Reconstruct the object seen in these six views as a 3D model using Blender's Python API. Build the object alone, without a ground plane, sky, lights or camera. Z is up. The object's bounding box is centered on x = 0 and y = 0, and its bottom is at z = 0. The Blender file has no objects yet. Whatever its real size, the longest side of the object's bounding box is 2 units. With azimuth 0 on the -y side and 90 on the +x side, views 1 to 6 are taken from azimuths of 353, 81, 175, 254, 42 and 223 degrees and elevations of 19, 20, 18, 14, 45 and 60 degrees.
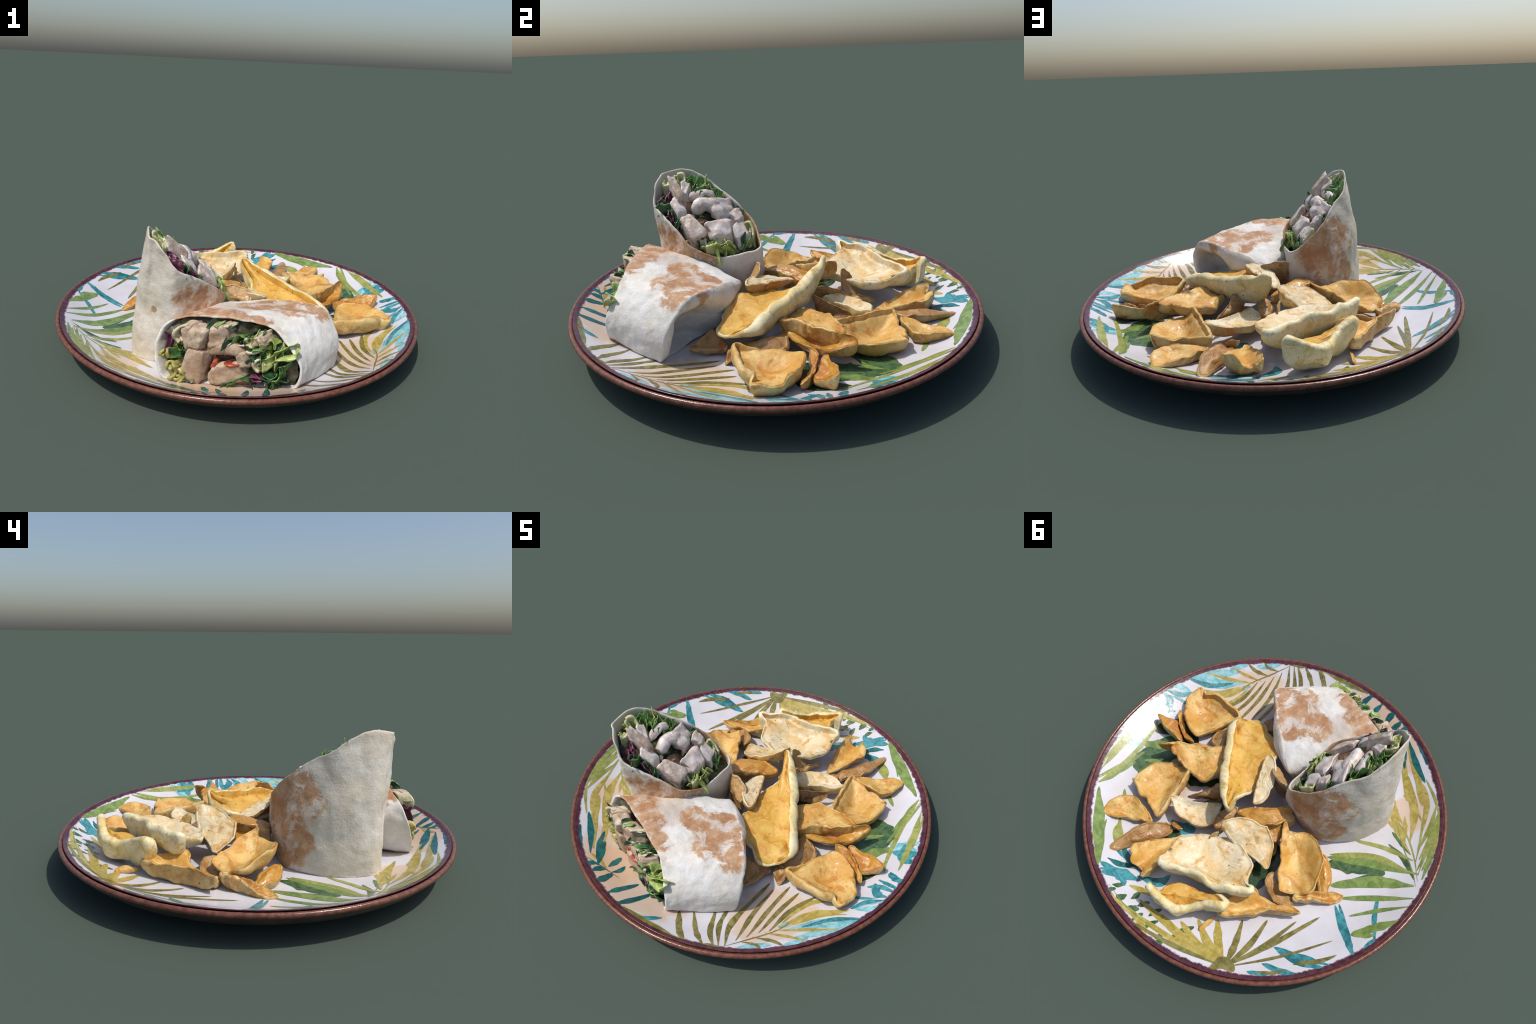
# A dinner plate painted with palm leaves, two halves of a chicken wrap and a heap of potato wedges.
import bpy, math, random
import numpy as np
from mathutils import Vector, noise

random.seed(7)
RNG = np.random.default_rng(7)

# ------------------------------------------------------------------ helpers
def V(*a):
    return np.array(a, float)

def unit(v):
    v = np.asarray(v, float)
    return v / max(np.linalg.norm(v), 1e-9)

def closed_spline(points, n):
    """Closed centripetal-ish Catmull-Rom curve through points, n samples spread evenly over the control points."""
    P = np.asarray(points, float)
    k = len(P)
    t = np.arange(n) * k / n
    i = np.floor(t).astype(int)
    f = (t - i)[:, None]
    a, b, c, d = P[(i - 1) % k], P[i % k], P[(i + 1) % k], P[(i + 2) % k]
    return 0.5 * (2 * b + (c - a) * f + (2 * a - 5 * b + 4 * c - d) * f ** 2 + (3 * b - a - 3 * c + d) * f ** 3)

def open_spline(points, n):
    P = np.asarray(points, float)
    P = np.vstack([2 * P[0] - P[1], P, 2 * P[-1] - P[-2]])
    t = np.linspace(0, len(P) - 3 - 1e-6, n)
    i = np.floor(t).astype(int)
    f = (t - i)[:, None]
    a, b, c, d = P[i], P[i + 1], P[i + 2], P[i + 3]
    return 0.5 * (2 * b + (c - a) * f + (2 * a - 5 * b + 4 * c - d) * f ** 2 + (3 * b - a - 3 * c + d) * f ** 3)

def even_closed(points, n):
    """Closed curve resampled evenly by length."""
    c = closed_spline(points, 400)
    c2 = np.vstack([c, c[:1]])
    s = np.concatenate([[0], np.cumsum(np.linalg.norm(np.diff(c2, axis=0), axis=1))])
    q = np.linspace(0, s[-1], n, endpoint=False)
    return np.stack([np.interp(q, s, c2[:, j]) for j in range(c.shape[1])], -1)

def wobble(P, freq, amp, seed=0.0):
    """Vector noise for an array of points."""
    out = np.empty_like(P)
    off = Vector((seed * 3.1, seed * 7.7, seed * 1.3))
    for j, p in enumerate(P):
        out[j] = noise.noise_vector(Vector(p) * freq + off)
    return out * amp

def mesh_object(name, verts, faces, mats, parent=None, mat_index=None, smooth=True):
    me = bpy.data.meshes.new(name)
    me.from_pydata([tuple(map(float, v)) for v in verts], [], faces)
    for m in mats:
        me.materials.append(m)
    if mat_index is not None:
        me.polygons.foreach_set("material_index", np.asarray(mat_index, np.int32))
    if smooth:
        me.polygons.foreach_set("use_smooth", np.ones(len(me.polygons), bool))
    me.update()
    ob = bpy.data.objects.new(name, me)
    bpy.context.scene.collection.objects.link(ob)
    if parent is not None:
        ob.parent = parent
    return ob

def empty(name, label, category):
    ob = bpy.data.objects.new(name, None)
    bpy.context.scene.collection.objects.link(ob)
    ob["label"], ob["category"] = label, category
    return ob

def ring_faces(rings, n, start=0):
    """Quads between consecutive rings of n vertices each."""
    f = []
    for r in range(rings - 1):
        a = start + r * n
        for i in range(n):
            j = (i + 1) % n
            f.append((a + i, a + j, a + n + j, a + n + i))
    return f

# ------------------------------------------------------------------ materials
class Nodes:
    """Small helper around a material's node tree."""
    def __init__(self, name, rough=0.5, spec=0.5, coat=0.0, sss=0.0):
        self.mat = bpy.data.materials.new(name)
        self.mat.use_nodes = True
        self.t = self.mat.node_tree
        self.b = self.t.nodes["Principled BSDF"]
        self.b.inputs["Roughness"].default_value = rough
        self.b.inputs["Specular IOR Level"].default_value = spec
        self.b.inputs["Coat Weight"].default_value = coat
        self.b.inputs["Coat Roughness"].default_value = 0.15
        if sss:
            self.b.inputs["Subsurface Weight"].default_value = sss
            self.b.inputs["Subsurface Radius"].default_value = (0.03, 0.015, 0.008)
            self.b.inputs["Subsurface Scale"].default_value = 0.3
        self.coord = self.t.nodes.new("ShaderNodeTexCoord").outputs["Object"]
    def node(self, kind, **inputs):
        n = self.t.nodes.new(kind)
        for k, v in inputs.items():
            self.put(n.inputs[k.replace("_", " ")], v)
        return n
    def put(self, socket, v):
        if isinstance(v, bpy.types.NodeSocket):
            self.t.links.new(v, socket)
        else:
            socket.default_value = v
    def noise(self, scale, detail=4, rough=0.55, distortion=0.0, vec=None):
        n = self.node("ShaderNodeTexNoise", Scale=scale, Detail=detail, Roughness=rough, Distortion=distortion)
        self.put(n.inputs["Vector"], vec or self.coord)
        return n.outputs["Fac"]
    def stretch(self, sx, sy, sz):
        n = self.node("ShaderNodeMapping", Scale=(sx, sy, sz))
        self.put(n.inputs["Vector"], self.coord)
        return n.outputs["Vector"]
    def math(self, op, a, b=0.0, clamp=False):
        n = self.t.nodes.new("ShaderNodeMath")
        n.operation, n.use_clamp = op, clamp
        self.put(n.inputs[0], a)
        self.put(n.inputs[1], b)
        return n.outputs[0]
    def step(self, fac, lo, hi, out_lo=0.0, out_hi=1.0):
        n = self.t.nodes.new("ShaderNodeMapRange")
        n.interpolation_type = "SMOOTHSTEP"
        for s, v in zip(n.inputs[:5], (fac, lo, hi, out_lo, out_hi)):
            self.put(s, v)
        return n.outputs[0]
    def mix(self, fac, a, b, blend="MIX"):
        n = self.t.nodes.new("ShaderNodeMix")
        n.data_type, n.blend_type = "RGBA", blend
        self.put(n.inputs["Factor"], fac)
        for s, v in ((n.inputs[6], a), (n.inputs[7], b)):
            self.put(s, v if isinstance(v, bpy.types.NodeSocket) else (*v[:3], 1.0))
        return n.outputs[2]
    def blob(self, centre, radius, warp):
        """1 inside a sphere around centre, fading at its edge; warp is a noise output that makes the edge ragged."""
        d = self.t.nodes.new("ShaderNodeVectorMath")
        d.operation = "DISTANCE"
        self.put(d.inputs[0], self.coord)
        d.inputs[1].default_value = centre
        e = self.math("DIVIDE", d.outputs["Value"], radius)
        e = self.math("ADD", e, self.math("MULTIPLY", self.math("SUBTRACT", warp, 0.5), 1.9))
        return self.step(e, 1.12, 0.82)
    def random(self):
        return self.t.nodes.new("ShaderNodeObjectInfo").outputs["Random"]
    def finish(self, colour, bump=None, strength=0.2, distance=0.01):
        self.put(self.b.inputs["Base Color"], colour)
        if bump is not None:
            n = self.node("ShaderNodeBump", Strength=strength, Distance=distance, Height=bump)
            self.t.links.new(n.outputs[0], self.b.inputs["Normal"])
        return self.mat

def plain_noise_material(name, dark, light, scale=14, rough=0.5, coat=0.0, grain=60, bump=0.25, speck=None, sss=0.0):
    m = Nodes(name, rough=rough, coat=coat, sss=sss)
    big = m.step(m.noise(scale, 5, 0.6), 0.33, 0.68)
    col = m.mix(big, dark, light)
    fine = m.noise(grain, 4)
    col = m.mix(m.step(fine, 0.3, 0.75), col, (1.12, 1.1, 1.08), "MULTIPLY")
    if speck:
        col = m.mix(m.step(m.noise(38, 2, 0.4), 0.74, 0.80), col, speck)
    return m.finish(col, fine, bump, 0.006)

def potato_material(name, tones, rough=0.46, coat=0.05, shift=0.0):
    """Fried potato: tones blended by slow noise, fibrous grain, browned blotches and a few dark specks."""
    m = Nodes(name, rough=rough, coat=coat)
    vec = m.node("ShaderNodeMapping", Location=(shift, shift * 2, 0))
    m.put(vec.inputs["Vector"], m.coord)
    v = vec.outputs["Vector"]
    col = m.mix(m.step(m.noise(8, 5, 0.65, 0.4, vec=v), 0.38, 0.60), tones[0], tones[1])
    col = m.mix(m.step(m.noise(10, 5, 0.65, 0.8, vec=m.stretch(1, 1.4, 1.2)), 0.49, 0.66), col, tones[2])
    fibre = m.noise(60, 5, 0.75, 1.5, vec=m.stretch(1.6, 0.7, 1.0))
    grain = m.noise(110, 4, 0.7, 0.6)
    col = m.mix(m.step(fibre, 0.34, 0.66), m.mix(1.0, col, (0.88, 0.83, 0.72), "MULTIPLY"), col)
    col = m.mix(m.step(grain, 0.34, 0.70), col, (1.10, 1.10, 1.08), "MULTIPLY")
    col = m.mix(m.math("MULTIPLY", m.step(m.noise(20, 4, 0.6, 0.3, vec=v), 0.58, 0.70), 0.7), col, tones[3])
    col = m.mix(m.step(m.noise(52, 2, 0.5), 0.72, 0.76), col, (0.12, 0.035, 0.012))
    col = m.mix(m.random(), col, (0.93, 0.88, 0.80), "MULTIPLY")
    return m.finish(col, m.math("ADD", grain, fibre), 0.30, 0.006)

GOLD, CREAM, AMBER, BROWN = (0.52, 0.30, 0.075), (0.60, 0.46, 0.20), (0.46, 0.20, 0.035), (0.30, 0.13, 0.03)
YELLOW, PALE, WHITE = (0.60, 0.37, 0.06), (0.66, 0.55, 0.27), (0.68, 0.61, 0.38)
FACE = {
    "golden": potato_material("potato_golden_face", ((0.61, 0.335, 0.068), (0.70, 0.49, 0.18), (0.54, 0.245, 0.042), (0.41, 0.15, 0.026))),
    "pale": potato_material("potato_pale_face", ((0.68, 0.50, 0.25), (0.74, 0.66, 0.48), (0.58, 0.35, 0.10), (0.46, 0.21, 0.05)), shift=1.3),
    "amber": potato_material("potato_amber_face", ((0.54, 0.28, 0.05), (0.46, 0.18, 0.03), (0.60, 0.38, 0.10), (0.32, 0.10, 0.02)), 0.28, 0.25, 2.2),
    "brown": potato_material("potato_brown_face", ((0.40, 0.22, 0.085), (0.47, 0.31, 0.13), (0.31, 0.12, 0.035), (0.22, 0.08, 0.025)), 0.34, 0.2, 3.1),
    "yellow": potato_material("potato_yellow_face", ((0.64, 0.37, 0.058), (0.70, 0.47, 0.115), (0.56, 0.26, 0.038), (0.44, 0.15, 0.02)), shift=4.0),
}
SIDE = {
    "golden": potato_material("potato_golden_side", ((0.56, 0.36, 0.11), (0.66, 0.52, 0.25), (0.47, 0.22, 0.045), (0.33, 0.13, 0.03)), shift=5.0),
    "pale": potato_material("potato_pale_side", ((0.75, 0.65, 0.34), (0.82, 0.77, 0.56), (0.66, 0.50, 0.19), (0.52, 0.30, 0.08)), shift=6.0),
    "amber": potato_material("potato_amber_side", ((0.46, 0.24, 0.06), (0.55, 0.38, 0.14), (0.34, 0.13, 0.03), (0.24, 0.08, 0.02)), 0.32, 0.2, 7.0),
    "brown": potato_material("potato_brown_side", ((0.36, 0.20, 0.08), (0.48, 0.35, 0.17), (0.27, 0.11, 0.035), (0.18, 0.07, 0.025)), 0.36, 0.15, 8.0),
}

def tortilla_material(name, patches, spots, dull, light, veil=()):
    """Off-white flour tortilla; ragged toasted patches and small scorched spots at given places (object space)."""
    m = Nodes(name, rough=0.62, spec=0.3)
    warp = m.noise(9, 6, 0.68)
    warp2 = m.noise(24, 5, 0.7)
    ragged = m.math("ADD", m.math("MULTIPLY", warp, 0.62), m.math("MULTIPLY", warp2, 0.38))
    base = m.mix(m.step(m.noise(6, 5, 0.65), 0.35, 0.68), dull, light)
    base = m.mix(m.step(m.noise(30, 4, 0.7), 0.35, 0.75), base, (0.90, 0.90, 0.88), "MULTIPLY")
    for c, r in veil:       # faint tan bloom around the toasted places
        base = m.mix(m.math("MULTIPLY", m.blob(c, r, warp), 0.45), base, (0.50, 0.36, 0.27))
    base = m.mix(m.math("MULTIPLY", m.step(m.noise(15, 6, 0.7, 0.4), 0.54, 0.70), 0.30), base, (0.56, 0.45, 0.33))
    total = None
    for c, r in patches:
        b = m.blob(c, r, ragged)
        total = b if total is None else m.math("MAXIMUM", total, b)
    toast = m.mix(m.step(m.noise(16, 6, 0.7), 0.35, 0.66), (0.40, 0.185, 0.075), (0.55, 0.36, 0.215))
    holes = m.step(m.noise(12, 5, 0.7, 0.5), 0.60, 0.50, 0.12, 1.0)
    col = m.mix(m.math("MULTIPLY", m.math("MULTIPLY", total, holes), 0.95), base, toast)
    for c, r, strength in spots:
        col = m.mix(m.math("MULTIPLY", m.blob(c, r, warp2), strength), col, (0.36, 0.22, 0.10))
    grain = m.noise(120, 4, 0.7)
    col = m.mix(m.step(grain, 0.32, 0.7), m.mix(1.0, col, (0.92, 0.91, 0.9), "MULTIPLY"), col)
    bump = m.math("ADD", m.math("MULTIPLY", grain, 0.35), m.noise(22, 4, 0.6))
    return m.finish(col, bump, 0.42, 0.012)

# ------------------------------------------------------------------ plate
PLATE_R = V(0, .4, .55, .65, .72, .80, .85, .90, .94, .975, 1.2)
PLATE_Z = V(.035, .037, .042, .050, .058, .075, .094, .119, .140, .157, .29)

def plate_height(r):
    return np.interp(r, PLATE_R, PLATE_Z)

def lathe(name, profile, n, mat, parent, cap=True):
    verts, t = [], np.arange(n) * 2 * math.pi / n
    for r, z in profile:
        verts += [(r * math.cos(a), r * math.sin(a), z) for a in t]
    faces = ring_faces(len(profile), n)
    if cap:
        verts.append((0, 0, profile[0][1]))
        faces += [(len(verts) - 1, (i + 1) % n, i) for i in range(n)]
    return mesh_object(name, verts, faces, [mat], parent)

def dish_material():
    m = Nodes("glazed_dish", rough=0.17, spec=0.5)
    xyz = m.t.nodes.new("ShaderNodeSeparateXYZ")
    m.put(xyz.inputs[0], m.coord)
    rr = m.math("SQRT", m.math("ADD", m.math("POWER", xyz.outputs[0], 2.0), m.math("POWER", xyz.outputs[1], 2.0)))
    white = m.mix(m.step(m.noise(5, 4, 0.6), 0.3, 0.7), (0.57, 0.545, 0.565), (0.63, 0.62, 0.665))
    warp = m.noise(6, 4, 0.6)
    for c, r in (((-.02, -.83, .08), .30), ((.58, -.46, .06), .20), ((-.25, -.78, .06), .2), ((.50, .30, .04), .16), ((-.62, -.5, .05), .12)):
        white = m.mix(m.math("MULTIPLY", m.blob(c, r, warp), 0.65), white, (0.60, 0.40, 0.24))
    edge = m.math("ADD", rr, m.math("MULTIPLY", m.math("SUBTRACT", m.noise(45, 3), 0.5), 0.022))
    purple = m.mix(m.step(m.noise(30, 4), 0.35, 0.65), (0.055, 0.012, 0.020), (0.10, 0.032, 0.045))
    col = m.mix(m.step(edge, 0.946, 0.956), white, purple)
    return m.finish(col, m.math("ADD", m.noise(26, 4, 0.6), m.math("MULTIPLY", m.noise(9, 2), 0.8)), 0.10, 0.01)

def rim_material():
    m = Nodes("copper_rim", rough=0.24, spec=0.5)
    s = m.noise(40, 4, 0.6)
    return m.finish(m.mix(m.step(s, 0.35, 0.68), (0.12, 0.040, 0.025), (0.20, 0.078, 0.050)), m.noise(70, 3), 0.2, 0.006)

plate = empty("dinner_plate", "round plate painted with palm leaves, copper brown rim", "plate")
rs = np.concatenate([np.linspace(0.01, 0.6, 24), np.linspace(0.61, 0.975, 60)])
fine_z = np.interp(rs, PLATE_R, PLATE_Z)
k = np.ones(7) / 7
fine_z[6:-6] = np.convolve(np.pad(fine_z, 3, "edge"), k, "valid")[6:-6]
plate_profile = list(zip(rs, fine_z))

def plate_surface(r):
    return np.interp(r, rs, fine_z)

lathe("glazed_dish", plate_profile + [(0.9765, 0.1565), (0.977, 0.154), (0.974, 0.150)], 256, dish_material(), plate)
rim_profile = [(0.9885 + 0.0115 * math.cos(a), 0.1405 + 0.0125 * math.sin(a)) for a in np.linspace(math.pi * 0.80, -math.pi * 0.5, 22)]
lathe("copper_rim", [(0.966, 0.1395)] + rim_profile, 256, rim_material(), plate, cap=False)
under = [(0.05, 0.0), (0.60, 0.0), (0.68, 0.002), (0.75, 0.010), (0.80, 0.020), (0.85, 0.034), (0.89, 0.050), (0.925, 0.069), (0.953, 0.089), (0.972, 0.107), (0.9885, 0.129)]
lathe("plate_underside", under, 192, plain_noise_material("shade_brown_underside", (0.05, 0.035, 0.03), (0.09, 0.06, 0.05), 12, 0.45), plate)  # brown taken very dark: the shade under the plate is in the colour

# painted foliage: (width, base, middle, tip) of each brush-stroke leaf, lying on the glaze
PAINT = {
    'green': [
        (0.016,(-0.91,-0.24),(-0.87,-0.37),(-0.80,-0.50)), (0.008,(-0.91,-0.18),(-0.84,-0.25),(-0.70,-0.35),(-0.60,-0.43)), (0.061,(-0.88,-0.25),(-0.68,-0.16),(-0.46,-0.01)),
        (0.085,(-0.90,-0.18),(-0.74,-0.08),(-0.58,0.10)), (0.043,(-0.94,-0.12),(-0.80,-0.01),(-0.66,0.12)), (0.029,(-0.95,-0.07),(-0.85,0.04),(-0.76,0.16)),
        (0.050,(-0.96,0.02),(-0.90,0.12),(-0.83,0.22)), (0.032,(-0.91,-0.23),(-0.86,-0.37),(-0.79,-0.52)), (0.025,(-0.86,-0.26),(-0.83,-0.38),(-0.78,-0.48)),
        (0.008,(0.20,0.92),(0.08,0.93),(-0.03,0.92),(-0.15,0.90)), (0.060,(0.69,0.63),(0.53,0.74),(0.32,0.90)), (0.039,(0.52,0.71),(0.41,0.84),(0.32,0.90)),
        (0.038,(0.75,0.58),(0.74,0.44),(0.74,0.28)), (0.037,(0.72,0.61),(0.72,0.52),(0.72,0.36)), (0.075,(0.68,0.12),(0.73,0.19),(0.79,0.26)),
        (0.032,(0.53,0.59),(0.57,0.56),(0.62,0.52)), (0.045,(-0.92,0.16),(-0.88,0.19),(-0.83,0.23)), (0.049,(0.33,0.88),(0.49,0.79),(0.70,0.62)),
        (0.036,(0.70,0.32),(0.65,0.27),(0.60,0.26)),
    ],
    'lime': [
        (0.015,(-0.88,-0.24),(-0.82,-0.40),(-0.75,-0.52)), (0.015,(-0.83,-0.29),(-0.77,-0.41),(-0.68,-0.56)), (0.018,(-0.75,-0.59),(-0.67,-0.66),(-0.56,-0.73)),
        (0.046,(-0.86,-0.24),(-0.65,-0.19),(-0.46,-0.03)), (0.039,(-0.81,-0.30),(-0.66,-0.27),(-0.50,-0.19)), (0.033,(-0.83,-0.32),(-0.80,-0.45),(-0.73,-0.64)),
        (0.010,(-0.90,-0.21),(-0.80,-0.32),(-0.68,-0.41),(-0.58,-0.44)), (0.057,(0.50,0.64),(0.41,0.72),(0.34,0.78)), (0.028,(0.74,0.60),(0.75,0.41),(0.81,0.17),(0.85,0.09)),
        (0.032,(0.81,0.52),(0.86,0.33),(0.90,0.13)), (0.038,(0.35,0.77),(0.43,0.72),(0.47,0.67)), (0.015,(0.33,-0.89),(0.39,-0.88),(0.45,-0.87)),
        (0.034,(-0.75,-0.63),(-0.80,-0.50),(-0.84,-0.35)), (0.028,(-0.70,-0.64),(-0.76,-0.50),(-0.79,-0.37)), (0.028,(-0.77,-0.60),(-0.84,-0.44),(-0.88,-0.27)),
        (0.035,(0.72,0.61),(0.74,0.45),(0.78,0.26)), (0.035,(0.78,0.54),(0.83,0.39),(0.88,0.18)),
    ],
    'mustard': [
        (0.026,(-0.67,-0.40),(-0.60,-0.40),(-0.52,-0.42)), (0.030,(-0.64,-0.44),(-0.56,-0.48),(-0.45,-0.57)), (0.025,(-0.71,-0.51),(-0.61,-0.57),(-0.52,-0.59)),
        (0.040,(-0.78,-0.32),(-0.60,-0.42),(-0.47,-0.55)), (0.045,(-0.73,-0.38),(-0.63,-0.55),(-0.46,-0.70)), (0.037,(-0.75,-0.45),(-0.66,-0.61),(-0.56,-0.70)),
        (0.031,(-0.71,-0.37),(-0.59,-0.44),(-0.53,-0.43)), (0.060,(-0.51,0.78),(-0.41,0.73),(-0.30,0.64)), (0.058,(-0.51,0.78),(-0.37,0.76),(-0.23,0.71)),
        (0.053,(-0.51,0.78),(-0.35,0.80),(-0.18,0.78)), (0.046,(-0.51,0.78),(-0.30,0.82),(-0.08,0.83)), (0.047,(-0.51,0.78),(-0.23,0.83),(0.05,0.86)),
        (0.035,(-0.51,0.78),(-0.19,0.88),(0.13,0.95)), (0.034,(-0.16,0.96),(-0.05,0.93),(0.16,0.95)), (0.040,(-0.00,0.79),(0.08,0.82),(0.14,0.85)),
        (0.050,(0.66,-0.50),(0.72,-0.34),(0.85,-0.21)), (0.039,(0.65,-0.47),(0.66,-0.31),(0.75,-0.19)), (0.023,(0.65,-0.53),(0.77,-0.43),(0.89,-0.34)),
        (0.023,(0.63,-0.57),(0.73,-0.52),(0.81,-0.49)), (0.052,(-0.34,-0.84),(-0.51,-0.72),(-0.65,-0.59)), (0.040,(-0.30,-0.82),(-0.43,-0.71),(-0.56,-0.57)),
        (0.026,(-0.17,-0.87),(-0.26,-0.86),(-0.32,-0.87)), (0.031,(-0.52,-0.63),(-0.60,-0.56),(-0.68,-0.46)), (0.032,(-0.61,-0.49),(-0.66,-0.43),(-0.70,-0.38)),
        (0.034,(0.86,-0.24),(0.77,-0.30),(0.69,-0.45)),
    ],
    'darkgreen': [
        (0.018,(-0.64,-0.01),(-0.69,-0.08),(-0.75,-0.14)), (0.040,(-0.88,-0.21),(-0.77,-0.28),(-0.65,-0.30)), (0.032,(-0.78,-0.32),(-0.69,-0.35),(-0.62,-0.37)),
        (0.146,(-0.48,0.03),(-0.59,-0.08),(-0.75,-0.15)), (0.031,(0.17,0.95),(0.17,0.93),(0.16,0.91)), (0.033,(0.11,0.95),(0.10,0.92),(0.10,0.90)),
        (0.035,(0.04,0.95),(0.03,0.92),(0.02,0.89)), (0.035,(-0.03,0.96),(-0.03,0.92),(-0.03,0.89)), (0.037,(-0.10,0.94),(-0.10,0.90),(-0.11,0.86)),
        (0.031,(-0.18,0.93),(-0.18,0.90),(-0.18,0.88)), (0.044,(-0.22,0.88),(-0.23,0.81),(-0.25,0.75)), (0.037,(-0.06,0.88),(-0.06,0.84),(-0.07,0.81)),
        (0.038,(0.07,0.89),(0.07,0.86),(0.08,0.83)), (0.038,(0.02,0.89),(0.01,0.86),(-0.00,0.83)), (0.190,(0.54,0.11),(0.66,0.16),(0.73,0.36)),
        (0.184,(0.52,0.24),(0.64,0.33),(0.76,0.33)), (0.038,(-0.05,0.93),(-0.09,0.94),(-0.13,0.93)), (0.044,(0.05,0.94),(0.02,0.92),(0.00,0.89)),
        (0.038,(-0.19,0.94),(-0.20,0.93),(-0.22,0.90)), (0.039,(0.13,0.93),(0.11,0.92),(0.10,0.89)), (0.031,(0.05,0.97),(0.02,0.97),(-0.00,0.96)),
        (0.033,(0.19,0.91),(0.17,0.89),(0.16,0.86)), (0.029,(-0.14,0.99),(-0.15,0.97),(-0.16,0.95)),
    ],
    'teal': [
        (0.030,(-0.91,0.31),(-0.81,0.23),(-0.68,0.14)), (0.016,(-0.95,0.20),(-0.90,0.13),(-0.85,0.08)), (0.045,(-0.87,0.44),(-0.74,0.51),(-0.62,0.54)),
        (0.031,(-0.79,0.55),(-0.71,0.61),(-0.62,0.64)), (0.028,(-0.71,0.62),(-0.66,0.67),(-0.61,0.72)), (0.042,(-0.92,0.31),(-0.81,0.25),(-0.67,0.16)),
        (0.031,(-0.94,0.19),(-0.86,0.08),(-0.80,-0.03)), (0.049,(-0.86,0.42),(-0.75,0.48),(-0.60,0.54)), (0.036,(-0.80,0.55),(-0.72,0.60),(-0.63,0.63)),
        (0.027,(-0.68,0.67),(-0.64,0.69),(-0.60,0.72)), (0.058,(0.30,0.90),(0.22,0.85),(0.13,0.79)), (0.050,(0.35,0.78),(0.27,0.76),(0.15,0.75)),
        (0.080,(0.30,0.45),(0.21,0.43),(0.16,0.39)), (0.059,(0.16,0.79),(0.06,0.73),(0.05,0.66)), (0.075,(0.92,0.28),(0.88,0.25),(0.80,0.24)),
        (0.039,(0.98,-0.01),(0.89,-0.00),(0.83,-0.03)), (0.029,(0.98,0.02),(0.91,0.03),(0.85,0.04)), (0.033,(0.98,0.07),(0.93,0.08),(0.87,0.11)),
        (0.023,(0.91,-0.08),(0.85,-0.11),(0.79,-0.13)), (0.037,(0.96,-0.07),(0.89,-0.12),(0.85,-0.20)), (0.072,(0.15,0.80),(0.22,0.84),(0.28,0.91)),
        (0.039,(0.74,-0.43),(0.82,-0.31),(0.93,-0.23)), (0.033,(0.14,-0.96),(0.19,-0.91),(0.23,-0.85)), (0.042,(-0.90,0.31),(-0.85,0.27),(-0.76,0.21)),
        (0.036,(-0.93,0.17),(-0.93,0.22),(-0.93,0.26)), (0.074,(0.83,0.31),(0.87,0.23),(0.93,0.20)), (0.043,(0.95,0.06),(0.91,0.08),(0.87,0.10)),
        (0.061,(0.95,-0.05),(0.90,-0.05),(0.85,0.01)), (0.066,(0.15,0.87),(0.21,0.85),(0.33,0.88)),
    ],
    'olive': [
        (0.027,(-0.85,0.37),(-0.81,0.44),(-0.73,0.54)), (0.025,(-0.85,0.36),(-0.80,0.45),(-0.74,0.51)), (0.023,(-0.73,0.58),(-0.69,0.64),(-0.63,0.69)),
        (0.035,(-0.51,0.78),(-0.59,0.52),(-0.66,0.26)), (0.031,(-0.51,0.78),(-0.56,0.58),(-0.59,0.36)), (0.040,(-0.51,0.78),(-0.51,0.62),(-0.48,0.46)),
        (0.040,(-0.51,0.78),(-0.46,0.67),(-0.39,0.55)), (0.030,(-0.51,0.78),(-0.25,0.89),(0.00,0.97)), (0.021,(-0.51,0.78),(-0.66,0.55),(-0.79,0.31)),
        (0.081,(-0.47,0.85),(-0.49,0.77),(-0.56,0.76)), (0.041,(0.43,-0.88),(0.34,-0.84),(0.24,-0.76)), (0.032,(0.50,-0.83),(0.40,-0.79),(0.29,-0.71)),
        (0.034,(0.53,-0.80),(0.44,-0.74),(0.36,-0.63)), (0.033,(0.54,-0.78),(0.44,-0.68),(0.39,-0.56)), (0.040,(0.56,-0.76),(0.47,-0.62),(0.44,-0.32)),
        (0.032,(0.57,-0.70),(0.51,-0.53),(0.48,-0.34)), (0.032,(0.59,-0.65),(0.55,-0.46),(0.53,-0.27)), (0.032,(0.61,-0.59),(0.59,-0.43),(0.59,-0.27)),
        (0.035,(0.64,-0.55),(0.63,-0.39),(0.67,-0.23)), (0.009,(0.55,-0.79),(0.60,-0.67),(0.66,-0.53),(0.68,-0.43)), (0.028,(0.61,-0.63),(0.69,-0.59),(0.75,-0.58)),
        (0.022,(0.59,-0.69),(0.65,-0.66),(0.69,-0.66)), (0.020,(0.47,-0.87),(0.50,-0.81),(0.56,-0.78)), (0.050,(0.07,-0.95),(0.20,-0.93),(0.35,-0.89)),
    ],
    'deepgreen': [  # leaf green plus the shadow in the gaps between wedges, painted as one tone
        (0.134,(-0.20,0.20),(-0.27,0.31),(-0.31,0.41)), (0.086,(-0.17,0.12),(-0.27,0.19),(-0.32,0.32)), (0.069,(0.34,0.57),(0.24,0.52),(0.20,0.40)),
        (0.132,(0.49,0.23),(0.40,0.17),(0.28,0.10)), (0.114,(0.26,0.29),(0.19,0.19),(0.10,0.16)), (0.150,(0.54,0.04),(0.72,0.01),(0.82,0.15)),
    ],
    'deepteal': [
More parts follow.
